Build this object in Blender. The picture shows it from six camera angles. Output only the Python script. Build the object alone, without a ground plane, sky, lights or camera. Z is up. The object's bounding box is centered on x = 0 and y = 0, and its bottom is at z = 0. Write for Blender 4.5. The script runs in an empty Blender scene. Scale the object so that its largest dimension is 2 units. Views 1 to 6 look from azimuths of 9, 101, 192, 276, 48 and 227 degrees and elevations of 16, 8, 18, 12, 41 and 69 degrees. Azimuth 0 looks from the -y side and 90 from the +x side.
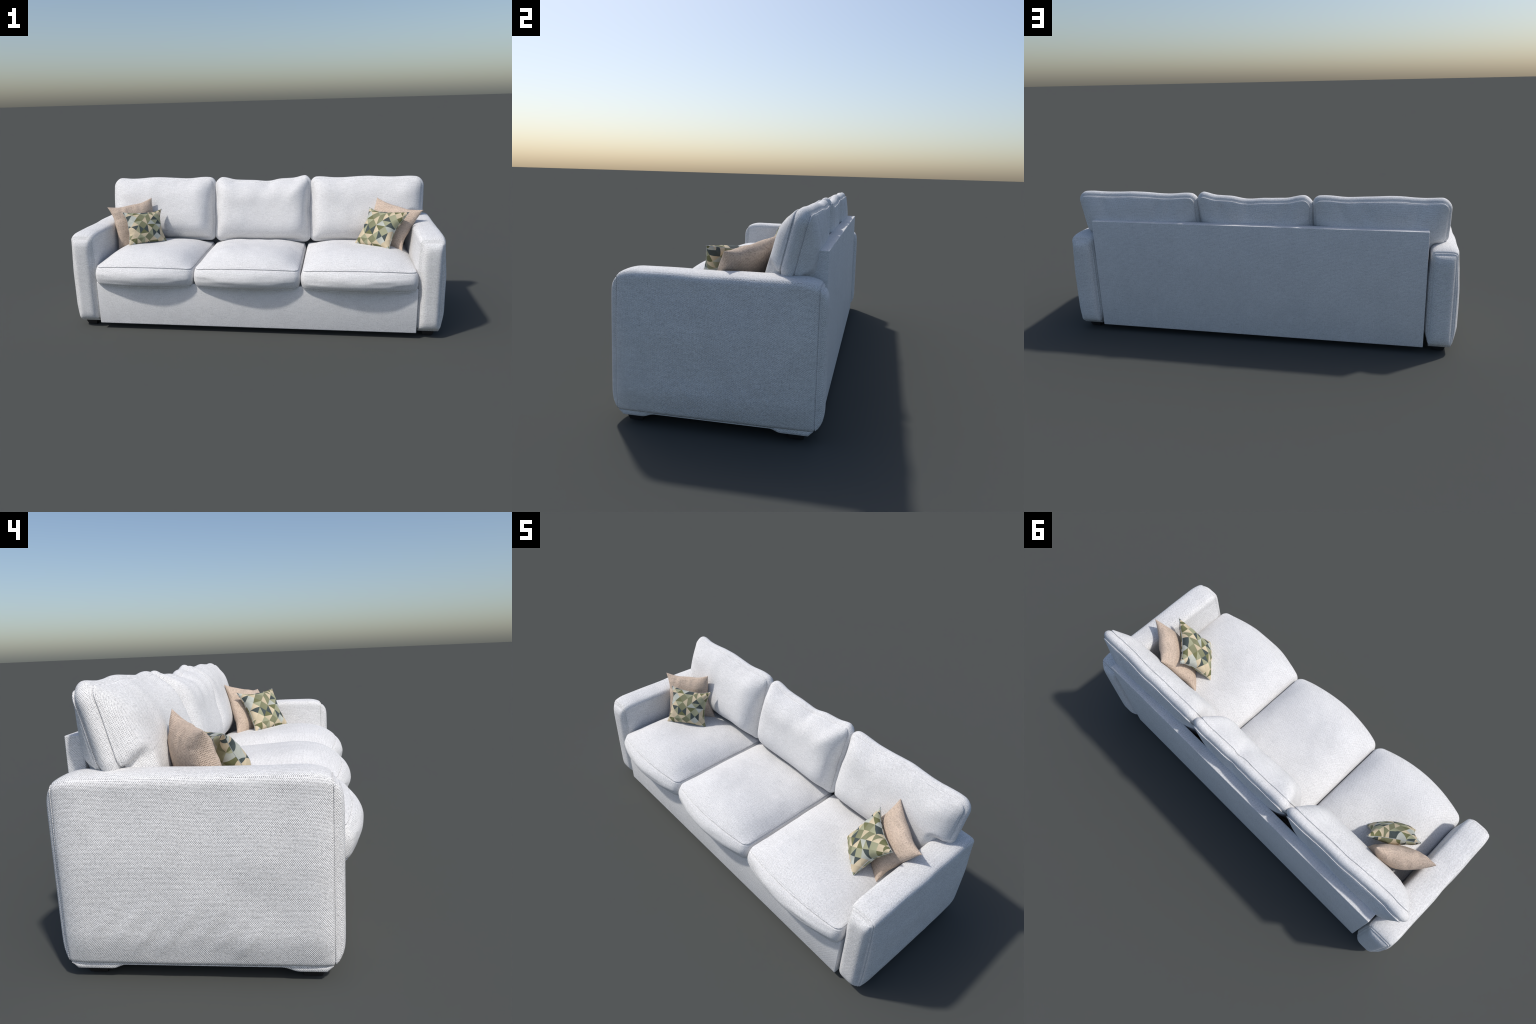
import bpy, math
import numpy as np
from mathutils import Matrix, Vector

# ---------------------------------------------------------------- helpers
def smooth(e0, e1, x):
    t = np.clip((x - e0) / (e1 - e0), 0, 1)
    return t * t * (3 - 2 * t)


def lattice(ix, iy, seed):
    """Repeatable pseudo random number per lattice point, 0..1."""
    h = np.sin(ix * 127.1 + iy * 311.7 + seed * 74.7) * 43758.5453
    return h - np.floor(h)


def noise2(x, y, seed=0):
    """Smooth value noise in -1..1 on two coordinates."""
    ix, iy = np.floor(x), np.floor(y)
    fx, fy = x - ix, y - iy
    fx, fy = fx * fx * fx * (fx * (fx * 6 - 15) + 10), fy * fy * fy * (fy * (fy * 6 - 15) + 10)
    a, b = lattice(ix, iy, seed), lattice(ix + 1, iy, seed)
    c, d = lattice(ix, iy + 1, seed), lattice(ix + 1, iy + 1, seed)
    return ((a * (1 - fx) + b * fx) * (1 - fy) + (c * (1 - fx) + d * fx) * fy) * 2 - 1


def fold(x, y, x0, y0, x1, y1, width, height):
    """A soft crease (height < 0) or ridge running from (x0, y0) to (x1, y1)."""
    dx, dy = x1 - x0, y1 - y0
    L2 = dx * dx + dy * dy
    t = np.clip(((x - x0) * dx + (y - y0) * dy) / L2, 0, 1)
    d2 = (x - x0 - t * dx) ** 2 + (y - y0 - t * dy) ** 2
    return height * smooth(0.0, 0.3, t) * (1 - smooth(0.35, 1.0, t)) * np.exp(-d2 / (width * (1 + t)) ** 2)


def spline(xs, ys, x):
    """Smooth curve through a few control points."""
    xs, ys = np.array(xs, float), np.array(ys, float)
    m = np.gradient(ys, xs)
    i = np.clip(np.searchsorted(xs, x) - 1, 0, len(xs) - 2)
    h = xs[i + 1] - xs[i]
    t = np.clip((x - xs[i]) / h, 0, 1)
    return ((2 * t**3 - 3 * t**2 + 1) * ys[i] + (t**3 - 2 * t**2 + t) * h * m[i]
            + (-2 * t**3 + 3 * t**2) * ys[i + 1] + (t**3 - t**2) * h * m[i + 1])


def rounded_outline(corners, radii, step):
    """Closed outline through polygon corners (counter-clockwise) with rounded corners."""
    pts = []
    n = len(corners)
    C = [np.array(c, float) for c in corners]
    for i in range(n):
        p, q, r = C[i - 1], C[i], C[(i + 1) % n]
        d0, d1 = (p - q) / np.linalg.norm(p - q), (r - q) / np.linalg.norm(r - q)
        R = radii[i]
        ang = math.acos(np.clip(d0 @ d1, -1, 1))
        cut = R / math.tan(ang / 2)
        a, b = q + d0 * cut, q + d1 * cut
        k = max(5, int(R * (math.pi - ang) / (step * 0.6)))
        centre = q + (d0 + d1) / np.linalg.norm(d0 + d1) * R / math.sin(ang / 2)
        va, vb = a - centre, b - centre
        a0 = math.atan2(va[1], va[0])
        da = (math.atan2(vb[1], vb[0]) - a0 + math.pi) % (2 * math.pi) - math.pi
        for j in range(k + 1):
            t = a0 + da * j / k
            pts.append(centre + R * np.array([math.cos(t), math.sin(t)]))
        # straight run to next corner
        nx, q2 = C[(i + 1) % n], C[(i + 2) % n]
        e0, e1 = (q - nx) / np.linalg.norm(q - nx), (q2 - nx) / np.linalg.norm(q2 - nx)
        cut2 = radii[(i + 1) % n] / math.tan(math.acos(np.clip(e0 @ e1, -1, 1)) / 2)
        end = nx + e0 * cut2
        run = np.linalg.norm(end - b)
        m = max(1, int(run / step))
        for j in range(1, m):
            pts.append(b + (end - b) * j / m)
    return np.array(pts)


def outline_normals(O):
    t = np.roll(O, -1, 0) - np.roll(O, 1, 0)
    t /= np.linalg.norm(t, axis=1)[:, None]
    nrm = np.stack([t[:, 1], -t[:, 0]], 1)
    for _ in range(3):
        nrm = (np.roll(nrm, 1, 0) + nrm * 2 + np.roll(nrm, -1, 0)) / 4
        nrm /= np.linalg.norm(nrm, axis=1)[:, None]
    return nrm


def plump(u, v, a, b, p, q):
    """Stuffed panel: 1 in the middle, 0 on the edges of a rectangle of half sizes a, b."""
    return (1 - np.clip(np.abs(u) / a, 0, 1) ** p) * (1 - np.clip(np.abs(v) / b, 0, 1) ** q)


def boxed_cushion(O, centre, semi, seam_w, dome_front, dome_back, band_offset,
                  rings=34, band_rings=26, groove=0.0027):
    """Boxed upholstery body: front panel, sewn seam, boxing band, sewn seam, back panel.
    O outline (u, v) of the seams, w is the thickness axis. band_offset(t, O, N) tells how far
    the band stands out at t = 0 (front seam) .. 1 (back seam); dome_*(u, v) is the height of the
    stuffing above the seam plane."""
    N = outline_normals(O)
    n = len(O)
    rel = O - centre
    phi = np.arctan2(rel[:, 1] / semi[1], rel[:, 0] / semi[0])
    ell = np.stack([semi[0] * np.cos(phi), semi[1] * np.sin(phi)], 1)
    rows = []

    def panel(sign, dome):
        out = []
        rel_in = O - N * 0.0052 - centre                     # the panel stops just inside the seam
        for s in np.linspace(0, 1, rings + 1)[1:]:
            s = 1 - (1 - s) ** 1.25
            mix = s ** 2.2
            P = centre + s * (ell * 0.97 * (1 - mix) + rel_in * mix)
            out.append(np.column_stack([P, np.zeros(n)]))
        for q in out:
            q[:, 2] = sign * (seam_w + np.maximum(dome(q[:, 0], q[:, 1]), 0))
        # lip rolling into the sewn groove
        for off, dw in ((-0.0030, 0.0006), (-0.0008, -0.0006), (0.0000, -0.0024), (-0.0016, -0.0038), (-groove * 1.6, -groove * 1.6)):
            out.append(np.column_stack([O + N * off, np.full(n, sign * (seam_w + dw))]))
        return out

    front = panel(1, dome_front)
    back = panel(-1, dome_back)
    c_uv = np.array([centre[0]]), np.array([centre[1]])
    band = []
    for off, dw in ((-0.0024, -0.0066), (0.0000, -0.0070)):
        band.append(np.column_stack([O + N * off, np.full(n, seam_w + dw)]))
    top, bot = seam_w - 0.0084, -(seam_w - 0.0084)
    for t in np.linspace(0, 1, band_rings + 1):
        off = np.maximum(band_offset(t, O, N), 0.0) + 0.0012
        band.append(np.column_stack([O + N * off[:, None], np.full(n, top + (bot - top) * t)]))
    for off, dw in ((0.0000, -0.0070), (-0.0024, -0.0066)):
        band.append(np.column_stack([O + N * off, np.full(n, -(seam_w + dw))]))
    rows = front + band + back[::-1]
    V = np.vstack([[[centre[0], centre[1], seam_w + dome_front(*c_uv)[0]]]] + rows
                  + [[[centre[0], centre[1], -(seam_w + dome_back(*c_uv)[0])]]])
    F = []
    R = len(rows)
    j = np.arange(n)
    k = (j + 1) % n
    for a, b in zip(j, k):
        F.append((0, 1 + a, 1 + b))
    for r in range(R - 1):
        A, B = 1 + r * n, 1 + (r + 1) * n
        F.extend(zip(A + j, B + j, B + k, A + k))
    last, base = len(V) - 1, 1 + (R - 1) * n
    for a, b in zip(j, k):
        F.append((last, base + b, base + a))
    return V, F


def make_mesh(name, V, F, material, smooth_shade=True):
    me = bpy.data.meshes.new(name)
    me.from_pydata([tuple(map(float, v)) for v in V], [], [tuple(map(int, f)) for f in F])
    me.update()
    if smooth_shade:
        me.polygons.foreach_set("use_smooth", [True] * len(me.polygons))
    me.materials.append(material)
    return me


def add_object(name, mesh, parent=None, matrix=None):
    ob = bpy.data.objects.new(name, mesh)
    bpy.context.scene.collection.objects.link(ob)
    if parent is not None:
        ob.parent = parent
    if matrix is not None:
        ob.matrix_local = matrix
    return ob


def chamfered_box(x0, x1, y0, y1, z0, z1, bevel, cuts=1):
    """Box with small rounded edges as vertices and faces."""
    import bmesh
    bm = bmesh.new()
    bmesh.ops.create_cube(bm, size=1.0)
    for v in bm.verts:
        v.co = Vector(((x0 + x1) / 2 + v.co.x * (x1 - x0), (y0 + y1) / 2 + v.co.y * (y1 - y0), (z0 + z1) / 2 + v.co.z * (z1 - z0)))
    bmesh.ops.bevel(bm, geom=bm.edges[:], offset=bevel, segments=cuts + 2, profile=0.5, affect='EDGES')
    me = bpy.data.meshes.new("panel")
    bm.to_mesh(me)
    bm.free()
    me.polygons.foreach_set("use_smooth", [True] * len(me.polygons))
    bpy.context.view_layer.update()
    me.set_sharp_from_angle(angle=math.radians(50))
    return me


# ---------------------------------------------------------------- materials
class Graph:
    def __init__(self, name):
        self.mat = bpy.data.materials.new(name)
        self.mat.use_nodes = True
        self.t = self.mat.node_tree
        self.t.nodes.clear()
        self.out = self.t.nodes.new("ShaderNodeOutputMaterial")
        self.bsdf = self.t.nodes.new("ShaderNodeBsdfPrincipled")
        self.t.links.new(self.bsdf.outputs[0], self.out.inputs[0])

    def put(self, sock, val):
        if isinstance(val, bpy.types.NodeSocket):
            self.t.links.new(val, sock)
        elif val is not None:
            sock.default_value = val

    def m(self, op, a, b=None, c=None, clamp=False):
        nd = self.t.nodes.new("ShaderNodeMath")
        nd.operation = op
        nd.use_clamp = clamp
        for i, v in enumerate((a, b, c)):
            self.put(nd.inputs[i], v)
        return nd.outputs[0]

    def mix(self, f, a, b, kind='MIX'):
        nd = self.t.nodes.new("ShaderNodeMix")
        nd.data_type = 'RGBA'
        nd.blend_type = kind
        self.put(nd.inputs[0], f)
        self.put(nd.inputs[6], a)
        self.put(nd.inputs[7], b)
        return nd.outputs[2]

    def xyz(self, vec):
        nd = self.t.nodes.new("ShaderNodeSeparateXYZ")
        self.put(nd.inputs[0], vec)
        return nd.outputs

    def vec(self, x, y, z=0.0):
        nd = self.t.nodes.new("ShaderNodeCombineXYZ")
        for i, v in enumerate((x, y, z)):
            self.put(nd.inputs[i], v)
        return nd.outputs[0]

    def noise(self, vec, scale, detail=2.0, rough=0.5):
        nd = self.t.nodes.new("ShaderNodeTexNoise")
        self.put(nd.inputs["Vector"], vec)
        nd.inputs["Scale"].default_value = scale
        nd.inputs["Detail"].default_value = detail
        nd.inputs["Roughness"].default_value = rough
        return nd.outputs["Fac"]

    def remap(self, v, a, b, c, d):
        nd = self.t.nodes.new("ShaderNodeMapRange")
        self.put(nd.inputs[0], v)
        for i, x in enumerate((a, b, c, d)):
            nd.inputs[i + 1].default_value = x
        return nd.outputs[0]

    def coords(self):
        nd = self.t.nodes.new("ShaderNodeTexCoord")
        return nd.outputs["Object"], nd.outputs["Normal"]

    def bump(self, h, strength, dist):
        nd = self.t.nodes.new("ShaderNodeBump")
        nd.inputs["Strength"].default_value = strength
        nd.inputs["Distance"].default_value = dist
        self.put(nd.inputs["Height"], h)
        self.t.links.new(nd.outputs[0], self.bsdf.inputs["Normal"])


def cloth_axes(g, along):
    """Two thread directions lying in the cloth, picked by the face of the box the point is on."""
    obj, nor = g.coords()
    x, y, z = g.xyz(obj)
    nx, ny, nz = [g.m('ABSOLUTE', c) for c in g.xyz(nor)]
    is_x = g.m('MULTIPLY', g.m('GREATER_THAN', nx, ny), g.m('GREATER_THAN', nx, nz))
    is_y = g.m('MULTIPLY', g.m('GREATER_THAN', ny, nx), g.m('GREATER_THAN', ny, nz))

    def pick(ax, ay, az):
        v = g.m('ADD', az, g.m('MULTIPLY', is_x, g.m('SUBTRACT', ax, az)))
        return g.m('ADD', v, g.m('MULTIPLY', is_y, g.m('SUBTRACT', ay, az)))
    if along == 'y':
        a, b = pick(y, x, y), pick(z, z, x)
    else:
        a, b = pick(y, x, x), pick(z, z, y)
    return obj, a, b


def weave_height(g, obj, a, b, pitch_a, pitch_b, wobble):
    na = g.m('MULTIPLY', g.m('SUBTRACT', g.noise(obj, 160, 2), 0.5), wobble)
    nb = g.m('MULTIPLY', g.m('SUBTRACT', g.noise(obj, 120, 2), 0.5), wobble * 0.8)
    ca = g.m('COSINE', g.m('MULTIPLY', g.m('ADD', a, na), 2 * math.pi / pitch_a))
    cb = g.m('COSINE', g.m('MULTIPLY', g.m('ADD', b, nb), math.pi / pitch_b))
    cb_thin = g.m('MULTIPLY', cb, g.m('ABSOLUTE', cb))     # dashes: thin across the rows
    return g.m('MULTIPLY', ca, cb_thin), g.m('MULTIPLY', cb, cb)          # +1 in the gaps between threads, rows


def fabric(name, thread, gap, along, pitch_a=0.0046, pitch_b=0.0031, dark=1.0, blotch=0.05, wobble=0.0016, bump=0.5, grain=0.13):
    g = Graph(name)
    obj, a, b = cloth_axes(g, along)
    w, rows = weave_height(g, obj, a, b, pitch_a, pitch_b, wobble)
    vary = g.remap(g.noise(obj, 240, 1), 0.3, 0.7, 0.45, 1.0)
    dots = g.m('MULTIPLY', g.remap(w, 0.08, 0.72, 0.0, dark), vary)
    dots = g.m('ADD', dots, g.m('MULTIPLY', rows, 0.16))
    # slubs: longer darker threads running with the weft
    slub = g.noise(g.vec(g.m('MULTIPLY', a, 40), g.m('MULTIPLY', b, 420)), 1.0, 2)
    speck = g.noise(g.vec(g.m('MULTIPLY', a, 1 / pitch_a), g.m('MULTIPLY', b, 0.7 / pitch_b)), 0.75, 2)
    dots = g.m('ADD', dots, g.remap(slub, 0.5, 0.75, 0.0, 0.16))
    dots = g.m('ADD', dots, g.remap(speck, 0.35, 0.70, -grain, grain), None, True)
    col = g.mix(dots, (*thread, 1), (*gap, 1))
    cloud = g.remap(g.noise(obj, 9.0, 4, 0.6), 0.3, 0.7, -blotch, blotch)
    streak = g.remap(g.noise(g.vec(g.m('MULTIPLY', a, 18), g.m('MULTIPLY', b, 90)), 1.0, 3), 0.3, 0.7, -blotch * 0.9, blotch * 0.9)
    lum = g.m('ADD', g.m('ADD', cloud, streak), 1.0)
    col = g.mix(1.0, col, g.vec(lum, lum, lum), 'MULTIPLY')
    g.put(g.bsdf.inputs["Base Color"], col)
    g.bsdf.inputs["Roughness"].default_value = 0.9
    g.bsdf.inputs["Specular IOR Level"].default_value = 0.25
    g.bump(g.m('MULTIPLY', w, -1.0), bump, 0.0012)
    return g.mat


WHITE, GAP = (0.88, 0.876, 0.873), (0.105, 0.105, 0.108)
linen_x = fabric("grey_white_weave", (0.865, 0.861, 0.860), (0.15, 0.15, 0.154), 'x', 0.0043, 0.0029, 1.0, 0.035, 0.0016, 0.4, 0.10)
linen_y = fabric("grey_white_weave_lengthwise", WHITE, GAP, 'y')
beige = fabric("beige_linen", (0.635, 0.508, 0.408), (0.17, 0.125, 0.095), 'x', 0.0056, 0.0038, 0.9, 0.08, 0.002, 0.5, 0.2)


def facet_print(name, d):
    """Printed cotton: diamonds laid point up, most of them halved, each piece one of six tones."""
    g = Graph(name)
    obj, _ = g.coords()
    x, y, z = g.xyz(obj)
    info = g.t.nodes.new("ShaderNodeObjectInfo")
    # d is the diagonal of one diamond
    # the cloth curves away towards the edges: let the print follow it
    x = g.m('MULTIPLY', x, g.m('MULTIPLY_ADD', g.m('MULTIPLY', x, x), 18.0, 0.95))
    y = g.m('MULTIPLY', y, g.m('MULTIPLY_ADD', g.m('MULTIPLY', y, y), 18.0, 0.95))
    p = g.m('DIVIDE', g.m('ADD', x, y), d)
    q = g.m('DIVIDE', g.m('SUBTRACT', x, y), d)
    ip, iq = g.m('FLOOR', p), g.m('FLOOR', q)
    fp, fq = g.m('SUBTRACT', p, ip), g.m('SUBTRACT', q, iq)
    side = g.m('GREATER_THAN', z, 0.0)
    wn = g.t.nodes.new("ShaderNodeTexWhiteNoise")
    wn.noise_dimensions = '3D'
    g.put(wn.inputs["Vector"], g.vec(ip, iq, g.m('MULTIPLY_ADD', side, 7.0, 3.0)))
    kind = wn.outputs["Value"]
    # 0 whole, 1 halved upright, 2 halved level
    upright = g.m('GREATER_THAN', g.m('SUBTRACT', fp, fq), 0.0)       # above / below the level diagonal
    level = g.m('GREATER_THAN', g.m('ADD', fp, fq), 1.0)
    half = g.m('ADD', g.m('MULTIPLY', g.m('GREATER_THAN', kind, 0.30), g.m('MULTIPLY', upright, g.m('LESS_THAN', kind, 0.68))),
               g.m('MULTIPLY', g.m('GREATER_THAN', kind, 0.68), level))
    whole = g.m('LESS_THAN', kind, 0.30)

    def tone(offset, tones):
        wn2 = g.t.nodes.new("ShaderNodeTexWhiteNoise")
        wn2.noise_dimensions = '4D'
        g.put(wn2.inputs["Vector"], g.vec(ip, iq, g.m('MULTIPLY_ADD', side, 5.0, 1.0)))
        wn2.inputs["W"].default_value = offset
        ramp = g.t.nodes.new("ShaderNodeValToRGB")
        ramp.color_ramp.interpolation = 'CONSTANT'
        el = ramp.color_ramp.elements
        while len(el) < len(tones):
            el.new(0.5)
        for e, (pos, c) in zip(el, tones):
            e.position = pos
            e.color = (*c, 1)
        g.put(ramp.inputs[0], wn2.outputs["Value"])
        return ramp.outputs[0]
    CREAM, SAGE, MIST, OLIVE, DARK, MOSS = ((0.57, 0.48, 0.33), (0.33, 0.335, 0.215), (0.44, 0.46, 0.41),
                                            (0.145, 0.15, 0.066), (0.055, 0.072, 0.070), (0.205, 0.21, 0.12))
    flat = tone(3.3, ((0.0, CREAM), (0.42, SAGE), (0.62, MIST), (0.80, MOSS), (0.93, OLIVE)))
    light = tone(11.0, ((0.0, CREAM), (0.46, MIST), (0.70, SAGE)))
    deep = tone(17.0, ((0.0, DARK), (0.42, OLIVE), (0.74, MOSS), (0.90, SAGE)))
    flip = g.m('FRACT', g.m('MULTIPLY', kind, 37.0))
    half = g.m('ABSOLUTE', g.m('SUBTRACT', half, g.m('GREATER_THAN', flip, 0.5)))
    printed_colour = g.mix(whole, g.mix(half, light, deep), flat)
    # every piece is slightly shaded from one side to the other, as printed
    tint = g.remap(g.m('MULTIPLY', fp, fq), 0.0, 1.0, 0.88, 1.14)
    grain = g.remap(g.noise(obj, 500, 2), 0.3, 0.7, 0.95, 1.05)
    k = g.m('MULTIPLY', tint, grain)
    g.put(g.bsdf.inputs["Base Color"], g.mix(1.0, printed_colour, g.vec(k, k, k), 'MULTIPLY'))
    g.bsdf.inputs["Roughness"].default_value = 0.75
    g.bsdf.inputs["Specular IOR Level"].default_value = 0.3
    g.bump(g.noise(obj, 700, 2), 0.15, 0.0006)
    return g.mat


printed = facet_print("green_facet_print", 0.049)
printed_wide = facet_print("green_facet_print_wide", 0.057)


def plain(name, colour, rough):
    g = Graph(name)
    obj, _ = g.coords()
    v = g.remap(g.noise(obj, 60, 3), 0.3, 0.7, 0.85, 1.15)
    g.put(g.bsdf.inputs["Base Color"], g.mix(1.0, (*colour, 1), g.vec(v, v, v), 'MULTIPLY'))
    g.bsdf.inputs["Roughness"].default_value = rough
    return g.mat


black_wood = plain("black_stained_wood", (0.018, 0.017, 0.017), 0.6)
cord_grey = plain("pale_grey_cord", (0.42, 0.45, 0.46), 0.8)

# ---------------------------------------------------------------- sofa
sofa = bpy.data.objects.new("sofa", None)
bpy.context.scene.collection.objects.link(sofa)
sofa["label"] = "three-seat pale grey woven fabric sofa with boxed cushions"
sofa["category"] = "sofa"

# front base and back board
me = chamfered_box(-0.845, 0.857, -0.326, 0.330, 0.031, 0.268, 0.004)
me.materials.append(linen_x)
add_object("base_front", me, sofa)
me = chamfered_box(-0.843, 0.843, 0.332, 0.382, 0.032, 0.610, 0.003)
me.materials.append(linen_x)
add_object("back_panel", me, sofa)


# arms: seam outlines at front and back, band swelling between them
def arm_mesh(name, side, seed, front_out):
    x_in, x_out, z_lo, z_hi = 0.866, 0.971, 0.044, 0.503
    corners = [(x_in, z_lo), (x_out, z_lo), (x_out, z_hi), (x_in, z_hi)]
    O = rounded_outline(corners, (0.012, 0.014, 0.013, 0.013), 0.006)
    y0, y1 = -0.306, 0.376
    half = (y1 - y0) / 2
    centre = np.array([(x_in + x_out) / 2, 0.28])

    xc, xh = (x_in + x_out) / 2, (x_out - x_in) / 2
    zc, zh = (z_lo + z_hi) / 2, (z_hi - z_lo) / 2
    face = lambda amt: (lambda u, v: amt * plump(u - xc, v - zc, xh, zh, 4.5, 14))
    V, F = boxed_cushion(O, centre, (xh, zh), half, face(front_out), face(0.022), lambda t, O, N: 0.0 * O[:, 0], 18, 120)
    # the stuffing swells the cover between the two seams
    d = np.clip(half - np.abs(V[:, 2]), 0, None)
    e = np.sqrt(1 - (1 - np.clip(d / 0.072, 0, 1)) ** 2)
    rx, rz = (V[:, 0] - xc) / xh, V[:, 1]
    out = 0.0280 * smooth(-0.02, 0.14, rz) * (1 - 0.62 * smooth(0.30, 0.505, rz))
    inn = 0.023 * smooth(0.03, 0.12, rz) * (1 - 0.45 * smooth(0.36, 0.505, rz))
    V[:, 0] += e * np.where(rx > 0, out * smooth(0.0, 1.0, rx), -inn * smooth(0.0, 1.0, -rx))
    V[:, 1] += e * smooth(0.36, 0.503, rz) * 0.028 * (1 - 0.45 * np.abs(rx) ** 3)
    # local (u, v, w) -> world (x, z, -y): w = +half is the front
    x, z, y = V[:, 0].copy(), V[:, 1].copy(), -V[:, 2] + (y0 + y1) / 2
    # round the upper shoulders a little more, gentle unevenness of the stuffing
    mid = smooth(0, 0.09, np.minimum(y - y0, y1 - y))
    x += mid * 0.0025 * noise2(y * 9, z * 9, seed) * np.where(x > 0.92, 1, 0.5)
    z += mid * 0.0022 * noise2(y * 8, x * 8, seed + 3) * smooth(0.3, 0.5, z)
    for k in range(8):                                          # slack diagonal drags low on the side
        yy, zz = -0.16 + 0.05 * k, 0.06 + 0.02 * ((k * 5) % 4)
        drag = fold(y, z, yy + 0.11, zz, yy - 0.02, zz + 0.16, 0.009, 0.0029 if side < 0 else 0.001)
        x += np.where(x > 0.93, 1, 0) * drag * smooth(0, 0.06, np.minimum(y - y0, y1 - y))
    if side < 0:
        x = -x
        F = [f[::-1] for f in F]
    F = [f[::-1] for f in F]
    return make_mesh(name, np.column_stack([x, y, z]), F, linen_y)


def arm_rim_mesh(side):
    """Bound lower edge of the arm: arched between the two feet."""
    ys = np.linspace(-0.297, 0.367, 90)
    drop = np.maximum(1 - smooth(-0.215, -0.170, ys), smooth(0.225, 0.262, ys))
    low = 0.0385 - 0.0105 * drop
    up = 0.0455
    ends = np.minimum(ys + 0.297, 0.367 - ys)
    low = np.maximum(low, up - 0.001 - 1.1 * ends)
    V, F = [], []
    prof = ((0.868, 0), (0.868, 1), (0.969, 1), (0.974, 0.65), (0.974, 0.3), (0.971, 0))
    for y, l in zip(ys, low):
        for x, k in prof:
            V.append((x * side, y, l + (up - l) * k))
    n = len(prof)
    for i in range(len(ys) - 1):
        for j in range(n):
            F.append((i * n + j, i * n + (j + 1) % n, (i + 1) * n + (j + 1) % n, (i + 1) * n + j))
    F.append(tuple(range(n))[::-1])
    F.append(tuple(range((len(ys) - 1) * n, len(ys) * n)))
    if side < 0:
        F = [f[::-1] for f in F]
    me = make_mesh("rim", V, F, linen_y, True)
    me.set_sharp_from_angle(angle=math.radians(45))
    return me


def foot_mesh():
    """Low tapered block, wider at the top."""
    V, F = [], []
    for z, s in ((0.0, 0.0225), (0.003, 0.0235), (0.034, 0.034), (0.046, 0.034)):
        V += [(-s, -s, z), (s, -s, z), (s, s, z), (-s, s, z)]
    F.append((3, 2, 1, 0))
    for r in range(3):
        for j in range(4):
            F.append((r * 4 + j, r * 4 + (j + 1) % 4, r * 4 + 4 + (j + 1) % 4, r * 4 + 4 + j))
    F.append((12, 13, 14, 15))
    return make_mesh("foot", V, F, black_wood, False)


foot = foot_mesh()
for side, seed in ((1, 2), (-1, 11)):
    arm = add_object("armrest", arm_mesh("armrest", side, seed, 0.029 if side > 0 else 0.023), sofa)
    add_object("lower_rim", arm_rim_mesh(side), arm)
    for y in (-0.248, 0.311):
        add_object("foot", foot, sofa, Matrix.Translation((0.920 * side, y, 0)))


# seat cushions
def seat_cushion(x0, x1, seed, droop):
    gap = 0.0108
    a, b = (x1 - x0) / 2 - gap, 0.292
    O = rounded_outline([(-a, -b), (a, -b), (a, b), (-a, b)], (0.02, 0.02, 0.026, 0.026), 0.006)
    front = smooth(0.0, b, O[:, 1])
    O[:, 1] += front * 0.032 * (1 - (O[:, 0] / a) ** 2)
    h = 0.050

    def swell(t, O, N):
        prof = np.sin(math.pi * np.clip(t * 0.93 + 0.02, 0, 1)) ** 0.75
        f = np.clip(N[:, 1], 0, 1)
        amt = 0.0095 + f * (0.004 + 0.018 * (1 - np.clip(np.abs(O[:, 0]) / a, 0, 1) ** 2.2))
        return amt * prof

    def dome(u, v):
        bow = 0.032 * (1 - np.clip(np.abs(u) / a, 0, 1) ** 2)
        vv = np.where(v > 0, v / (1 + bow / b), v)
        return 0.063 * plump(u, vv, a, b, 4.4, 3.6) * (1 + 0.24 * v / b)
    V, F = boxed_cushion(O, np.array([0.0, 0.0]), (a, b), h, dome, lambda u, v: 0.004 * plump(u, v, a, b, 3, 3), swell, 44, 30)
    u, v, w = V[:, 0], V[:, 1], V[:, 2]
    top = smooth(-h, h, w)
    fr = smooth(-0.05, b, v)
    w += top * fr * 0.015 * (1 - np.clip(np.abs(u) / a, 0, 1) ** 2)       # seam rides up in the middle
    inside = top * (1 - smooth(0.85, 1.0, np.maximum(np.abs(u) / a, np.abs(v) / b)))
    w += inside * (0.0030 * noise2(u * 7 + seed, v * 7, seed) + 0.0016 * noise2(u * 17, v * 15 + seed, seed + 1))
    # slack ripples in the boxing
    face = smooth(0.6, 1, v / b) * smooth(-h, -h * 0.5, w) * (1 - smooth(h * 0.5, h, w))
    v += face * (0.0022 * noise2(u * 9 + seed, w * 55, seed + 5))
    # side seam wavers a little
    wav = smooth(0.8, 1.0, np.abs(u) / a)
    w += wav * top * 0.003 * noise2(v * 12, np.sign(u) * 3 + seed, seed + 9)
    V = np.column_stack([u, -v, w])
    F = [f[::-1] for f in F]
    me = make_mesh("seat_cushion", V, F, linen_x)
    return add_object("seat_cushion", me, sofa, Matrix.Translation(((x0 + x1) / 2, -0.045, 0.308)))


for x0, x1, seed in ((-0.846, -0.299, 3), (-0.299, 0.266, 8), (0.266, 0.856, 15)):
    seat_cushion(x0, x1, seed, 0)


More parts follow.
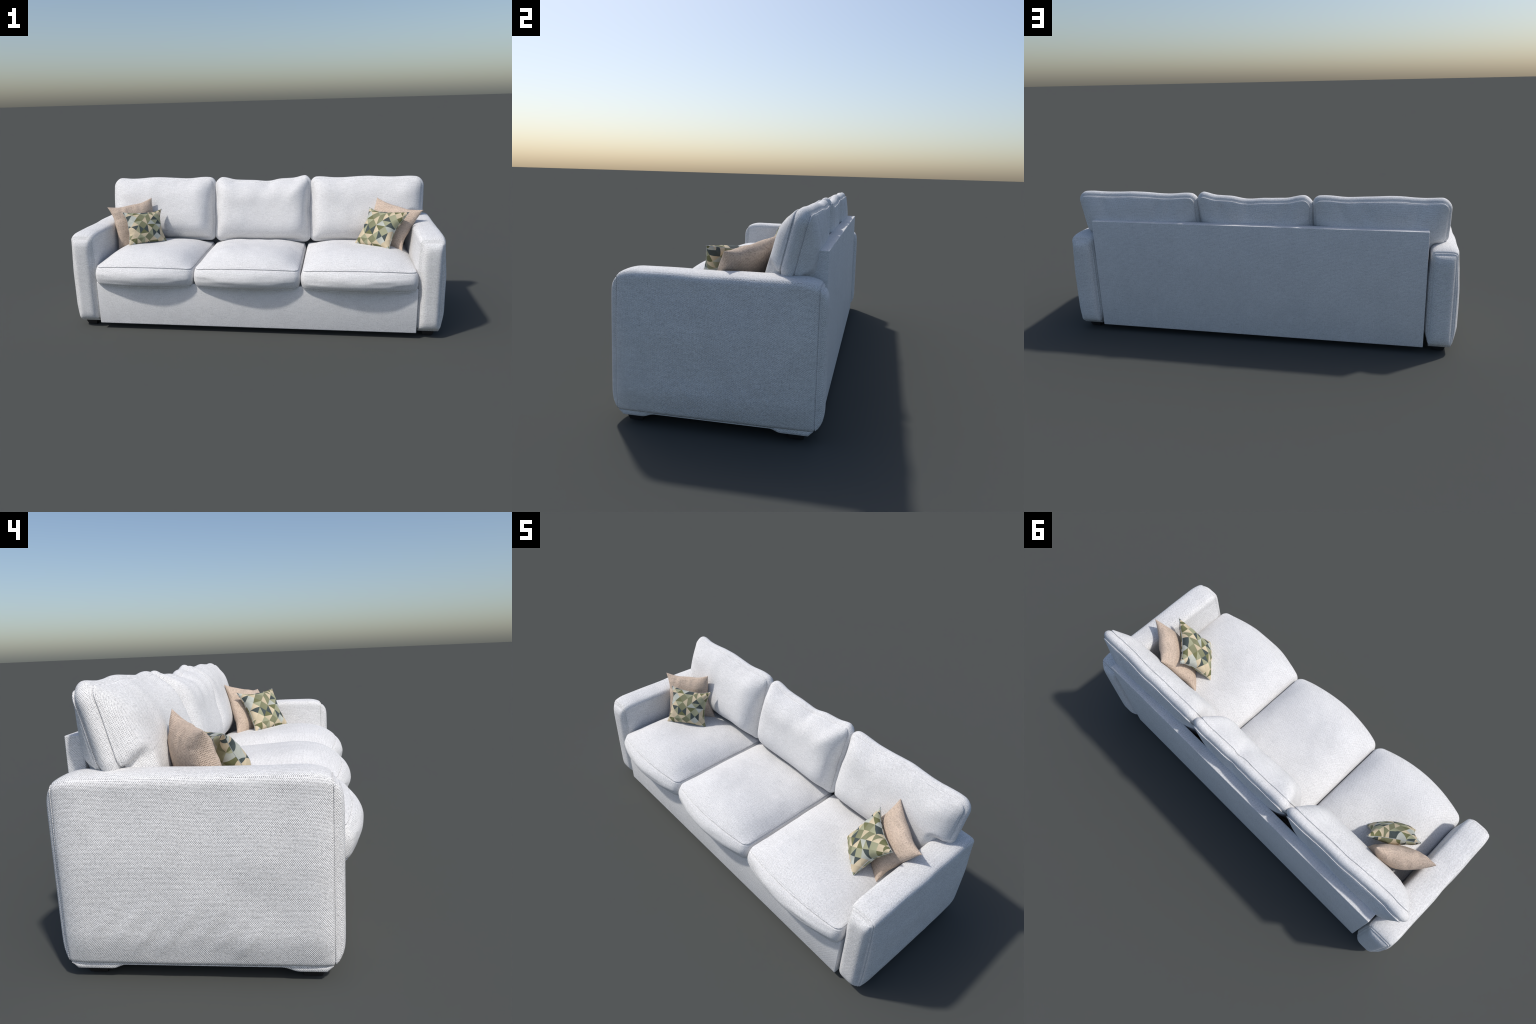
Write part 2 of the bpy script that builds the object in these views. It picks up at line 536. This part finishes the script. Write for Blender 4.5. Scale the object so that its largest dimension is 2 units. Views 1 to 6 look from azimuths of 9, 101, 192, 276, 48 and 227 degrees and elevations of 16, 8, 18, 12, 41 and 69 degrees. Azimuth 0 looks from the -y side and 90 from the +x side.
# back cushions
def back_cushion(x0, x1, z0, z1, tilt, yaw, y_mid, top_pts, notch, seed, crown, lean, rear, folds):
    a, c = (x1 - x0) / 2 - 0.012, math.cos(tilt)
    b = (z1 - z0) / 2 / c - 0.0135
    h = 0.0285
    zc = (z0 + z1) / 2
    if notch == 0:
        poly = [(-a, -b), (a, -b), (a, b), (-a, b)]
        rad = (0.024, 0.024, 0.024, 0.024)
        mid = np.array([0.0, 0.0])
    else:
        nx = a - 0.052
        nv = (0.530 - zc) / c
        poly = [(-a, -b), (nx, -b), (nx, nv), (a, nv), (a, b), (-a, b)]
        rad = (0.024, 0.03, 0.02, 0.034, 0.030, 0.024)
        mid = np.array([-0.03, 0.035])
    O = rounded_outline(poly, rad, 0.0055)
    if notch < 0:
        O = O[::-1] * np.array([-1, 1])
        mid = mid * np.array([-1, 1])

    def swell(t, O, N):
        return 0.0150 * np.sin(math.pi * t) ** 0.6 * np.ones(len(O))

    def notched(u, v):
        if notch == 0:
            return 1.0
        du = np.maximum((a - 0.052) - notch * u, 0)
        dv = np.maximum(v - (0.530 - zc) / c, 0)
        return 1 - (1 - np.clip(np.hypot(du, dv) / 0.045, 0, 1)) ** 2.0
    V, F = boxed_cushion(O, mid, (a, b), h,
                         lambda u, v: crown * plump(u, v, a, b, 10.0, 3.8) * notched(u, v) * (1 - (0.26 if notch else 0.0) * v / b) * (1 + lean * u / a),
                         lambda u, v: rear * plump(u, v, a, b, 7, 3.0) * notched(u, v) * (1 - 0.24 * v / b) * (1 + 0.25 * notch * u / a), swell, 46, 16)
    u, v, w = V[:, 0], V[:, 1], V[:, 2]
    # uneven crest
    xs, ts = zip(*top_pts)
    rise = spline(np.array(xs) - (x0 + x1) / 2, np.array(ts) - z1, u)
    v += smooth(-0.02, b, v) * rise / c
    rel = np.maximum(np.abs(u) / a, np.abs(v) / b)
    inner = 1 - smooth(0.86, 1.0, rel)
    fr = smooth(-h, h, w)
    w += fr * inner * (0.005 * noise2(u * 6 + seed, v * 6, seed) + 0.0022 * noise2(u * 15, v * 13 + seed, seed + 1))
    # gathers along the top edge, front and back
    near = np.exp(-((v - b) / 0.05) ** 2)
    w += near * (0.0042 * noise2(u * 10 + seed, v * 3, seed + 2) + 0.0012 * noise2(u * 24, v * 4, seed + 4))
    v += near * 0.0020 * noise2(u * 13 + seed, 0 * u, seed + 7)
    edge = smooth(0.82, 1.0, np.abs(u) / a)
    u += edge * 0.0035 * noise2(v * 14 + seed, np.sign(u) * 5 + w * 6, seed + 6)
    for fx0, fv0, fx1, fv1, width, height in folds:
        w += smooth(0, h, w) * fold(u, v, fx0 * a, fv0 * b, fx1 * a, fv1 * b, width, height)
    for fx in np.array(folds)[:, 0] * 0.7:                      # puckers behind
        w -= smooth(0, -h, w) * fold(u, v, fx * a, b, fx * a * 0.8, 0.2 * b, 0.018, -0.006)
    me = make_mesh("back_cushion", np.column_stack([u, -w, v]), F, linen_x)
    M = Matrix.Translation(((x0 + x1) / 2, y_mid, zc)) @ Matrix.Rotation(yaw, 4, 'Z') @ Matrix.Rotation(-tilt, 4, 'X')
    return add_object("back_cushion", me, sofa, M)


TILT = math.radians(13.2)
back_cushion(-0.938, -0.296, 0.376, 0.748, TILT, math.radians(1.6), 0.255,
             ((-0.94, 0.740), (-0.90, 0.748), (-0.82, 0.745), (-0.68, 0.751), (-0.46, 0.743), (-0.34, 0.749), (-0.29, 0.744)),
             -1, 21, 0.078, 0.22, 0.049, ((0.9, 0.9, 0.45, 0.25, 0.03, 0.004), (-0.85, 0.55, -0.3, 0.35, 0.02, 0.004), (0.3, 1.0, 0.25, 0.5, 0.02, -0.004)))
back_cushion(-0.291, 0.285, 0.372, 0.745, TILT, 0.0, 0.262,
             ((-0.29, 0.742), (-0.26, 0.747), (-0.17, 0.733), (-0.07, 0.731), (0.045, 0.725), (0.10, 0.736), (0.18, 0.742), (0.262, 0.757), (0.29, 0.752)),
             0, 34, 0.083, 0.0, 0.038, ((0.92, 0.92, 0.45, 0.15, 0.025, 0.008), (0.14, 1.0, 0.12, 0.55, 0.018, -0.008), (-0.9, 0.9, -0.5, 0.4, 0.03, 0.005)))
back_cushion(0.288, 0.938, 0.376, 0.748, TILT, math.radians(-0.3), 0.263,
             ((0.28, 0.742), (0.33, 0.748), (0.44, 0.742), (0.50, 0.743), (0.62, 0.750), (0.76, 0.745), (0.90, 0.747), (0.94, 0.740)),
             1, 47, 0.060, -0.18, 0.050, ((-0.55, 1.0, -0.5, 0.5, 0.022, -0.005), (0.85, 0.85, 0.45, 0.35, 0.035, 0.006), (-0.9, 0.9, -0.6, 0.4, 0.03, 0.005)))


# ---------------------------------------------------------------- throw pillows
def throw_pillow(tl, tr, bl, br, thick_front, thick_back, pinch, material, seed, label, cord=None):
    """Knife-edge pillow stretched between its four corners (seen from the front)."""
    tl, tr, bl, br = (np.array(p, float) for p in (tl, tr, bl, br))
    c = (tl + tr + bl + br) / 4
    X = (tr + br - tl - bl)
    Y = (tl + tr - bl - br)
    X /= np.linalg.norm(X)
    Z = np.cross(X, Y)
    Z /= np.linalg.norm(Z)
    Y = np.cross(Z, X)
    Rm = np.stack([X, Y, Z], 1)
    L = [(p - c) @ Rm * 1.025 for p in (tl, tr, bl, br)]
    n = 72
    g = np.sin(np.linspace(-1, 1, n + 1) * math.pi / 2 * 0.86) / math.sin(math.pi / 2 * 0.86)
    U, W = np.meshgrid(g, g, indexing='ij')

    def side(sign, thick):
        # pinched edges, slightly wavering
        ku = pinch * (1 - W ** 2) * (1 + 0.25 * noise2(W * 1.6 + seed, np.sign(U) * 2.0, seed))
        kv = np.where(W < 0, 0.35, 1.0) * pinch * (1 - U ** 2) * (1 + 0.25 * noise2(U * 1.6 + seed, np.sign(W) * 2.0 + 9, seed))
        u = U * (1 - ku * np.abs(U) ** 1.5)
        v = W * (1 - kv * np.abs(W) ** 1.5)
        s, t = (u + 1) / 2, (v + 1) / 2
        P = ((1 - s) * t)[..., None] * L[0] + (s * t)[..., None] * L[1] + ((1 - s) * (1 - t))[..., None] * L[2] + (s * (1 - t))[..., None] * L[3]
        body = ((1 - np.abs(U) ** 2.2) * (1 - np.abs(W) ** 2.2)) ** 0.48
        near = np.maximum(np.abs(U), np.abs(W))
        pucker = smooth(0.45, 0.8, near) * (1 - smooth(0.9, 1.0, near))
        along = np.where(np.abs(U) > np.abs(W), W, U)
        wr = noise2(along * 6 + seed + sign, np.sign(U + W) * 3.0 + 0 * U, seed + 2) * pucker * 0.0030
        big = noise2(U * 1.7 + seed, W * 1.7 + sign, seed + 3) * 0.004 * body
        P[..., 2] += sign * (thick * body + (wr + big) * np.minimum(1, body * 2))
        return P
    A, B = side(1, thick_front), side(-1, thick_back)
    edge = np.zeros((n + 1, n + 1), bool)
    edge[0], edge[-1], edge[:, 0], edge[:, -1] = True, True, True, True
    idA = np.arange((n + 1) ** 2).reshape(n + 1, n + 1)
    V = list(A.reshape(-1, 3))
    idB = idA.copy()
    for i in range(1, n):
        for j in range(1, n):
            idB[i, j] = len(V)
            V.append(B[i, j])
    F = []
    for i in range(n):
        for j in range(n):
            F.append((idA[i, j], idA[i + 1, j], idA[i + 1, j + 1], idA[i, j + 1]))
            F.append((idB[i, j], idB[i, j + 1], idB[i + 1, j + 1], idB[i + 1, j]))
    me = make_mesh("throw_pillow", V, F, material)
    M = Matrix(((X[0], Y[0], Z[0], c[0]), (X[1], Y[1], Z[1], c[1]), (X[2], Y[2], Z[2], c[2]), (0, 0, 0, 1)))
    ob = add_object("throw_pillow", me, None, M)
    ob["label"] = label
    ob["category"] = "throw pillow"
    if cord:
        ring = [A[i, 0] for i in range(n)] + [A[n, j] for j in range(n)] + [A[i, n] for i in range(n, 0, -1)] + [A[0, j] for j in range(n, 0, -1)]
        cu = bpy.data.curves.new("piping", 'CURVE')
        cu.dimensions = '3D'
        sp = cu.splines.new('POLY')
        sp.points.add(len(ring) - 1)
        for p, q in zip(sp.points, ring):
            p.co = (*q, 1)
        sp.use_cyclic_u = True
        cu.bevel_depth = 0.0009
        cu.bevel_resolution = 2
        tmp = bpy.data.objects.new("tmp", cu)
        bpy.context.scene.collection.objects.link(tmp)
        bpy.context.view_layer.update()
        pm = bpy.data.meshes.new_from_object(tmp.evaluated_get(bpy.context.evaluated_depsgraph_get()))
        bpy.data.objects.remove(tmp)
        pm.materials.clear()
        pm.materials.append(cord_grey)
        pm.polygons.foreach_set("use_smooth", [True] * len(pm.polygons))
        add_object("piping", pm, ob)
    return ob


B_LABEL = "plain beige linen throw pillow with pointed corners"
P_LABEL = "throw pillow printed with green cream and grey triangles"
throw_pillow((-0.884, 0.009, 0.616), (-0.662, 0.138, 0.650), (-0.814, -0.048, 0.386), (-0.602, 0.135, 0.398), 0.040, 0.062, 0.17, beige, 5, B_LABEL)
throw_pillow((-0.781, -0.026, 0.593), (-0.596, 0.112, 0.588), (-0.724, -0.116, 0.420), (-0.548, 0.026, 0.416), 0.046, 0.040, 0.20, printed, 17, P_LABEL, True)
throw_pillow((0.674, 0.195, 0.640), (0.909, 0.047, 0.597), (0.559, 0.124, 0.398), (0.797, -0.056, 0.393), 0.046, 0.040, 0.17, beige, 29, B_LABEL)
throw_pillow((0.628, 0.125, 0.598), (0.826, -0.040, 0.602), (0.549, 0.030, 0.411), (0.722, -0.125, 0.418), 0.046, 0.040, 0.20, printed_wide, 41, P_LABEL, True)
